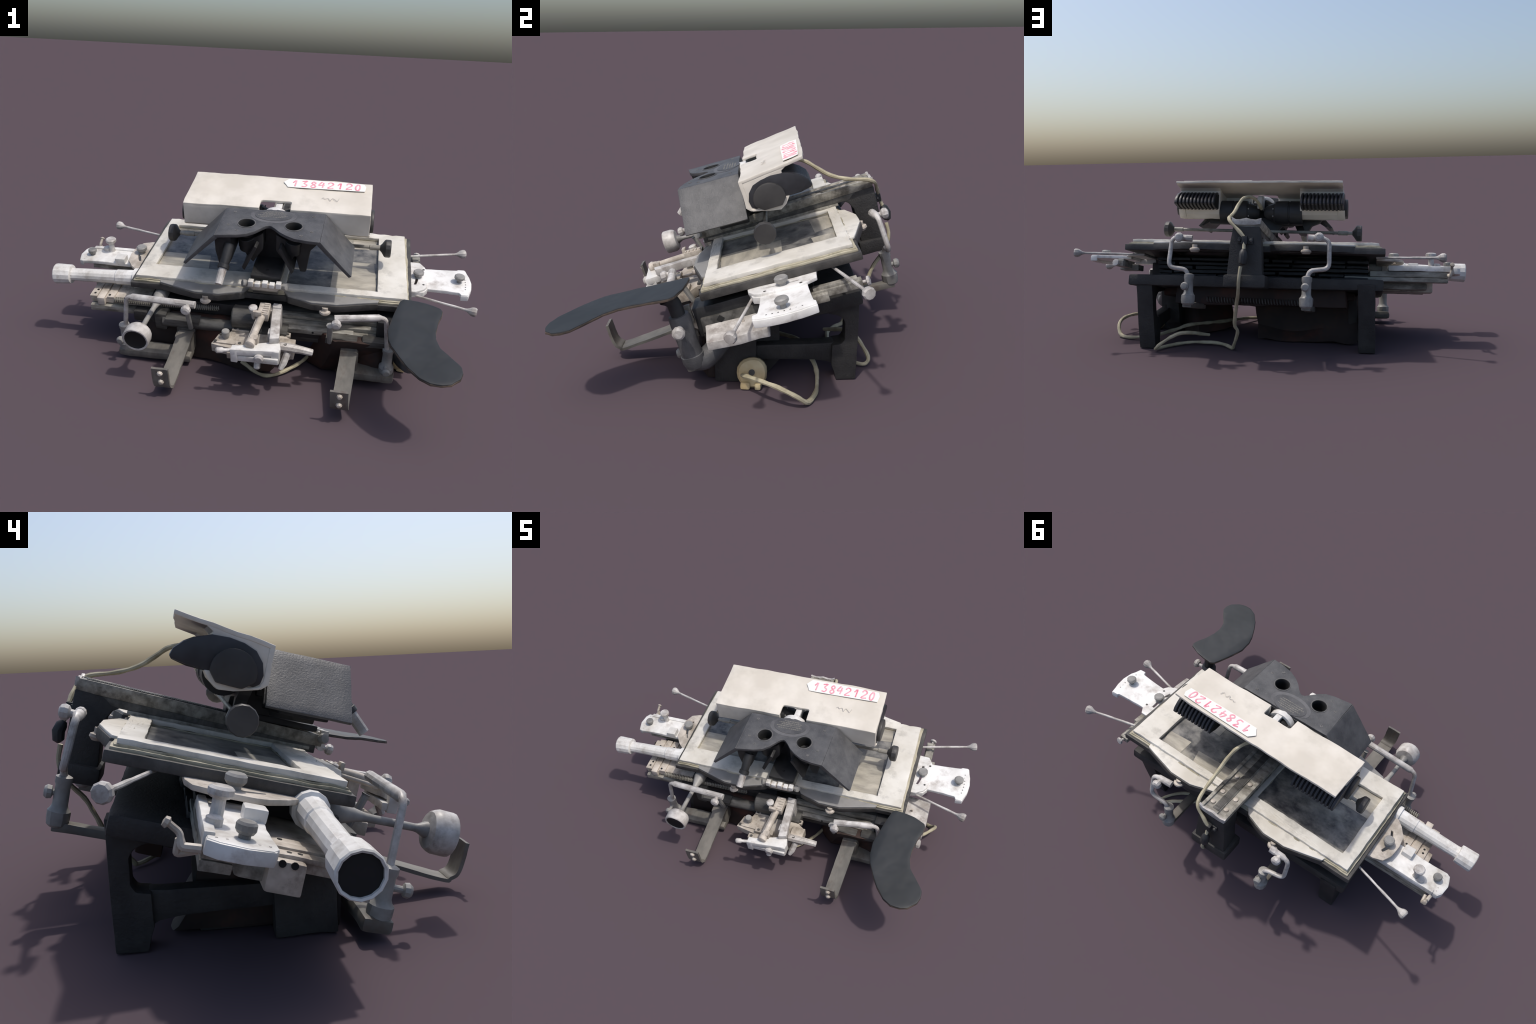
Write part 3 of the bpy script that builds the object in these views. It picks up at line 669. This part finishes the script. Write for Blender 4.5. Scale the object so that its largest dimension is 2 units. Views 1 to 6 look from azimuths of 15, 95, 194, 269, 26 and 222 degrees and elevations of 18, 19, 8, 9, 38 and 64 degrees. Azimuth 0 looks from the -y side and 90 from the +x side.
b = B(); cx, cy = sum(p[0] for p in outl) / len(outl), sum(p[1] for p in outl) / len(outl)
prism(b, [(p[0] + (cx - p[0]) * .0 + (.0012 if p[0] > cx else -.0012), p[1]) for p in outl], 'w', -.0075, .0005, .001)
finish('rest_underside', b, 'palm_edge', palm, frame=GM, wob=.001, freq=40, sub=.018, warp=bow)
b = B()
tube(b, [(.656, -.388, -.09), (.656, -.390, -.03), (.657, -.398, -.012), (.660, -.405, .002)], [.026, .026, .029, .036], 14)
stem = finish('rest_stem', b, 'black', palm, wob=.001, sub=0); stem.parent = ROOT; stem.matrix_basis = TM
b = B()
lathe(b, (.654, -.388, -.245), (0, .0, 1), [(.036, -.04), (.043, -.02), (.043, .008), (.040, .010), (.039, .158), (.036, .168), (.027, .170)], 18)
tube(b, smooth_path([(.652, -.388, -.255), (.64, -.365, -.275), (.615, -.325, -.27), (.59, -.28, -.24)], 4), .040, 12)
coll = finish('rest_collar', b, 'crinkle', wob=.003, sub=.05)
b = B(); cyl(b, (.69, -.389, -.113), (.730, -.389, -.113), .009); lathe(b, (.728, -.389, -.113), (1, 0, 0), [(.018, -.006), (.024, .002), (.024, .014), (.016, .020), (0, .022)], 10)
finish('clamp_knob', b, 'nickel', coll, wob=.0008, sub=0, smooth=25)

# ================================================================ right rails
b = B()
prism(b, [(-.372, -.190), (-.372, -.168), (-.352, -.160), (-.352, -.192)], 'u', .06, .40, .002); prism(b, [(-.350, -.172), (-.350, -.150), (-.330, -.145), (-.330, -.175)], 'u', .05, .50, .002)
prism(b, [(-.326, -.150), (-.326, -.130), (-.30, -.122), (-.30, -.15)], 'u', .06, .50, .002); box(b, (.38, -.374, -.186), (.50, -.352, -.168), .002)
bmesh.ops.translate(b, verts=b.verts, vec=(0, .028, 0))
rr = finish('right_rail', b, 'rail', wob=.002)
b = B(); box(b, (.06, -.325, -.252), (.48, -.15, -.20), .006); box(b, (.05, -.32, -.20), (.50, -.17, -.155), .003); box(b, (.05, -.27, -.16), (.50, -.17, -.125), .003)
finish('rail_core', b, 'dull_steel', rr, wob=.002)
b = B()
for x in (.10, .22, .35, .41, .47): screw(b, (x, -.346, -.178), (0, -1, 0), .005, .002, 8)
finish('rail_screw', b, 'hole', rr, wob=0, sub=0, kind='stuff')
b = B(); box(b, (.50, -.345, -.20), (.615, -.05, -.085), .006)
finish('rail_housing', b, 'black', rr, wob=.003)
b = B(); box(b, (.60, -.325, -.18), (.632, -.06, -.125), .004)
finish('housing_ledge', b, 'dull_steel', rr, wob=.002)
b = B(); box(b, (.626, -.262, -.152), (.634, -.240, -.130), .001, ('X', 45))
finish('ledge_hole', b, 'hole', rr, wob=0, sub=0)
b = B(); box(b, (.585, -.375, -.20), (.60, -.352, -.07), .003)
finish('rail_post', b, 'rail', rr, wob=.002)
b = B(); box(b, (.28, -.395, -.195), (.42, -.355, -.160), .004); box(b, (.44, -.40, -.19), (.56, -.35, -.155), .014)
finish('rail_fitting', b, 'dull_steel', rr, wob=.005, freq=25)
b = B(); prism(b, [(.52, -.318), (.742, -.306), (.750, -.22), (.748, -.080), (.55, -.080)], 'w', -.206, -.173, .005)
rp = finish('right_slide_plate', b, 'nickel', rr, wob=.002, warp=lambda c: Vector((c.x, c.y, c.z + .16 * (.75 - c.x))))
b = B(); lathe(b, (.665, -.17, -.162), (0, 0, 1), [(.005, 0), (.005, .02), (0, .021)], 8); cyl(b, (.57, -.34, -.14), (.60, -.36, -.17), .02)
finish('slide_pin', b, 'nickel_warm', rr, wob=0, sub=0)
b = B()
for x in (.30, -.335):
    lathe(b, (x, -.40, -.155), (0, -.3, 1), [(.012, -.03), (.012, .09), (.016, .095)], 8)
finish('crank_pivot', b, 'grey_metal', rr, wob=.001, sub=0)

# ================================================================ front measuring head
b = B()
prism(b, [(-.212, -.500), (-.195, -.430), (-.15, -.420), (-.140, -.388), (.105, -.378), (.11, -.40), (.155, -.432), (.155, -.49), (.10, -.53), (-.06, -.530)], 'w', -.215, -.172, .004)
prism(b, [(-.205, -.495), (-.188, -.435), (-.15, -.425), (-.07, -.425), (-.055, -.46), (-.07, -.50)], 'w', -.173, -.164, .003)
head = finish('head_base_plate', b, 'nickel_warm', wob=.0015, freq=20)
b = B(); box(b, (-.10, -.518, -.172), (.0, -.490, -.150), .003); box(b, (-.13, -.555, -.20), (.02, -.525, -.166), .004); box(b, (.085, -.50, -.215), (.155, -.43, -.158), .004); box(b, (-.14, -.405, -.176), (-.06, -.38, -.162), .003)
box(b, (.085, -.400, -.184), (.125, -.375, -.168), .002)
finish('head_block', b, 'nickel_warm', head, wob=.0015)
b = B()
for p in ((-.195, -.488, -.164), (-.18, -.44, -.164), (-.082, -.505, -.150), (-.112, -.541, -.166), (-.125, -.393, -.162), (.112, -.388, -.168), (.12, -.515, -.120)):
    lathe(b, p, (0, 0, 1), [(.0075, -.002), (.0075, .002), (.004, .0012), (0, .001)], 10)
finish('head_screw', b, 'dull_steel', head, wob=0, sub=0)
b = B(); lathe(b, (-.154, -.459, -.166), (0, 0, 1), [(.014, 0), (.014, .012), (.018, .016), (.018, .038), (.015, .042), (0, .042)], 14)
finish('clamp_knob', b, 'grey_metal', head, wob=.0005, sub=0)
b = B()
prism(b, [(-.096, -.632), (-.092, -.603), (-.03, -.590), (.03, -.565), (.092, -.548), (.104, -.560), (.112, -.592), (.108, -.612), (.03, -.620)], 'w', -.112, -.082, .005)
box(b, (-.09, -.625, -.145), (.105, -.575, -.118), .004)
box(b, (-.095, -.630, -.150), (-.065, -.595, -.085), .004); box(b, (.075, -.615, -.150), (.108, -.570, -.085), .004)
finish('scale_bar', b, 'bright', head, wob=.0018, freq=22)
b = B()
lathe(b, (.026, -.605, -.112), (0, -1, -.1), [(.010, 0), (.011, .016), (.020, .020), (.022, .030), (.016, .038), (0, .040)], 10)
lathe(b, (.015, -.605, -.150), (0, -.6, -1), [(.014, 0), (.014, .03), (.009, .035), (0, .036)], 8)
lathe(b, (-.092, -.618, -.094), (-1, -.2, 0), [(.008, 0), (.008, .03), (.013, .038), (.013, .060), (.008, .066), (0, .067)], 10)
finish('bar_knob', b, 'nickel', head, wob=.0008, sub=0)
b = B(); tube(b, [(.09, -.515, -.135), (.15, -.512, -.140), (.19, -.506, -.150), (.235, -.500, -.163)], [.020, .020, .017, .015], 8)
tube(b, bend_path([(.13, -.52, -.16), (.12, -.545, -.19), (.106, -.566, -.218)], .01), [.016] * 6 + [.010], 8)
finish('rod_handle', b, 'nickel', head, wob=.001, sub=0)
b = B()
box(b, (.040, -.36, -.085), (.078, -.33, -.045), .004)
prism(b, [(.038, -.345), (.078, -.345), (.100, -.560), (.060, -.570)], 'w', -.085, -.052, .004)
box(b, (.045, -.53, -.17), (.09, -.49, -.06), .004); box(b, (.03, -.37, -.18), (.08, -.32, -.06), .006)
finish('head_post', b, 'nickel', head, wob=.0015)
b = B()
a, c = Vector((.010, -.36, -.050)), Vector((-.014, -.575, -.068))
box(b, (-.018, -.43, -.075), (.032, -.345, -.035), .004)
for i in range(5): box(b, (.004, -.425 + i * .016, -.040), (.028, -.417 + i * .016, -.030), .001)
cyl(b, a, c, .016, .0155, 12)
cyl(b, a + Vector((-.018, 0, -.01)), c + Vector((-.014, .02, -.01)), .008)
box(b, (-.034, -.44, -.048), (.004, -.425, -.022), .002)
lathe(b, c, c - a, [(.014, -.01), (.020, 0), (.022, .012), (.022, .03), (.016, .034), (0, .035)], 12)
box(b, (-.022, -.585, -.09), (.012, -.555, -.05), .004)
finish('reading_microscope', b, 'nickel_warm', head, wob=.001)
b = B(); lathe(b, (-.041, -.387, -.075), (0, -.2, 1), [(.010, -.03), (.011, .02), (.019, .026), (.020, .045), (.014, .050), (0, .051)], 10)
finish('clamp_knob', b, 'nickel', head, wob=.0008, sub=0)
b = B(); cyl(b, (-.145, -.345, -.13), (-.03, -.345, -.13), .055, .055, 20, .006)
finish('head_drum', b, 'dull_steel', head, wob=.001)
b = B(); box(b, (-.11, -.40, -.215), (.11, -.28, -.16), .006); box(b, (-.03, -.5, -.25), (.10, -.33, -.21), .01)
finish('head_bracket', b, 'dull_steel', head, wob=.003)

# ================================================================ cables and wall plug
b = B()
tube(b, smooth_path([(.0, .06, .20), (.02, .12, .235), (.047, .156, .245), (.07, .20, .228), (.085, .24, .19), (.092, .29, .145), (.095, .36, .110), (.088, .43, .088), (.07, .462, .062), (.03, .470, .02), (.006, .474, -.006)], 5), .0085, 8, .3)
tube(b, smooth_path([(.004, .474, -.03), (.002, .480, -.06), (.002, .486, -.08)], 4), .008, 8)
cab = finish('power_cable', b, 'cable', wob=.0015, sub=0)
b = B(); tube(b, [(.003, .478, -.065), (.002, .484, -.078), (.001, .490, -.10), (.004, .486, -.128), (.006, .482, -.135)], [.010, .019, .021, .019, .009], 10)
finish('cable_connector', b, 'black', cab, wob=.001, sub=0)
b = B()
tube(b, smooth_path([(.015, .60, .455), (.022, .612, .40), (.03, .60, .34), (.055, .55, .27), (.075, .52, .20), (.085, .50, .15), (.08, .47, .11), (.12, .42, .03), (.134, .408, .010), (.18, .37, .012), (.25, .345, .014), (.37, .355, .012), (.45, .40, .010), (.505, .480, .010), (.498, .506, .018), (.480, .508, .035), (.447, .488, .058), (.420, .472, .074), (.385, .45, .085), (.33, .40, .075), (.28, .33, .05)], 6), .0085, 8, .3)
tube(b, smooth_path([(.70, .030, .052), (.74, .05, .070), (.80, .11, .088), (.838, .19, .078), (.835, .245, .047), (.802, .279, .010), (.74, .304, .008), (.66, .310, .018), (.57, .300, .03), (.50, .27, .05), (.42, .22, .07), (.3, .05, .05), (.25, -.10, .03), (.17, -.22, .012), (.1, -.26, .012), (.0, -.24, .05)], 6), .0090, 8, .35)
finish('mains_cable', b, 'cable', frame=GM, wob=.002, sub=0)
b = B(); lathe(b, (.665, .064, .050), (.93, .10, .28), [(.030, -.03), (.050, -.012), (.058, .004), (.058, .022), (.050, .032), (.02, .034), (0, .030)], 18)
box(b, (.68, .025, .001), (.722, .062, .03), .008); box(b, (.685, .077, .001), (.72, .10, .028), .008)
plug = finish('wall_plug', b, 'bakelite', frame=GM, wob=.004, freq=16, sub=.03)
b = B()
lathe(b, (.697, .066, .063), (.93, .10, .28), [(.012, -.003), (.012, .002), (0, .001)], 10)
finish('plug_socket', b, 'dull_steel', plug, wob=.001, sub=0)
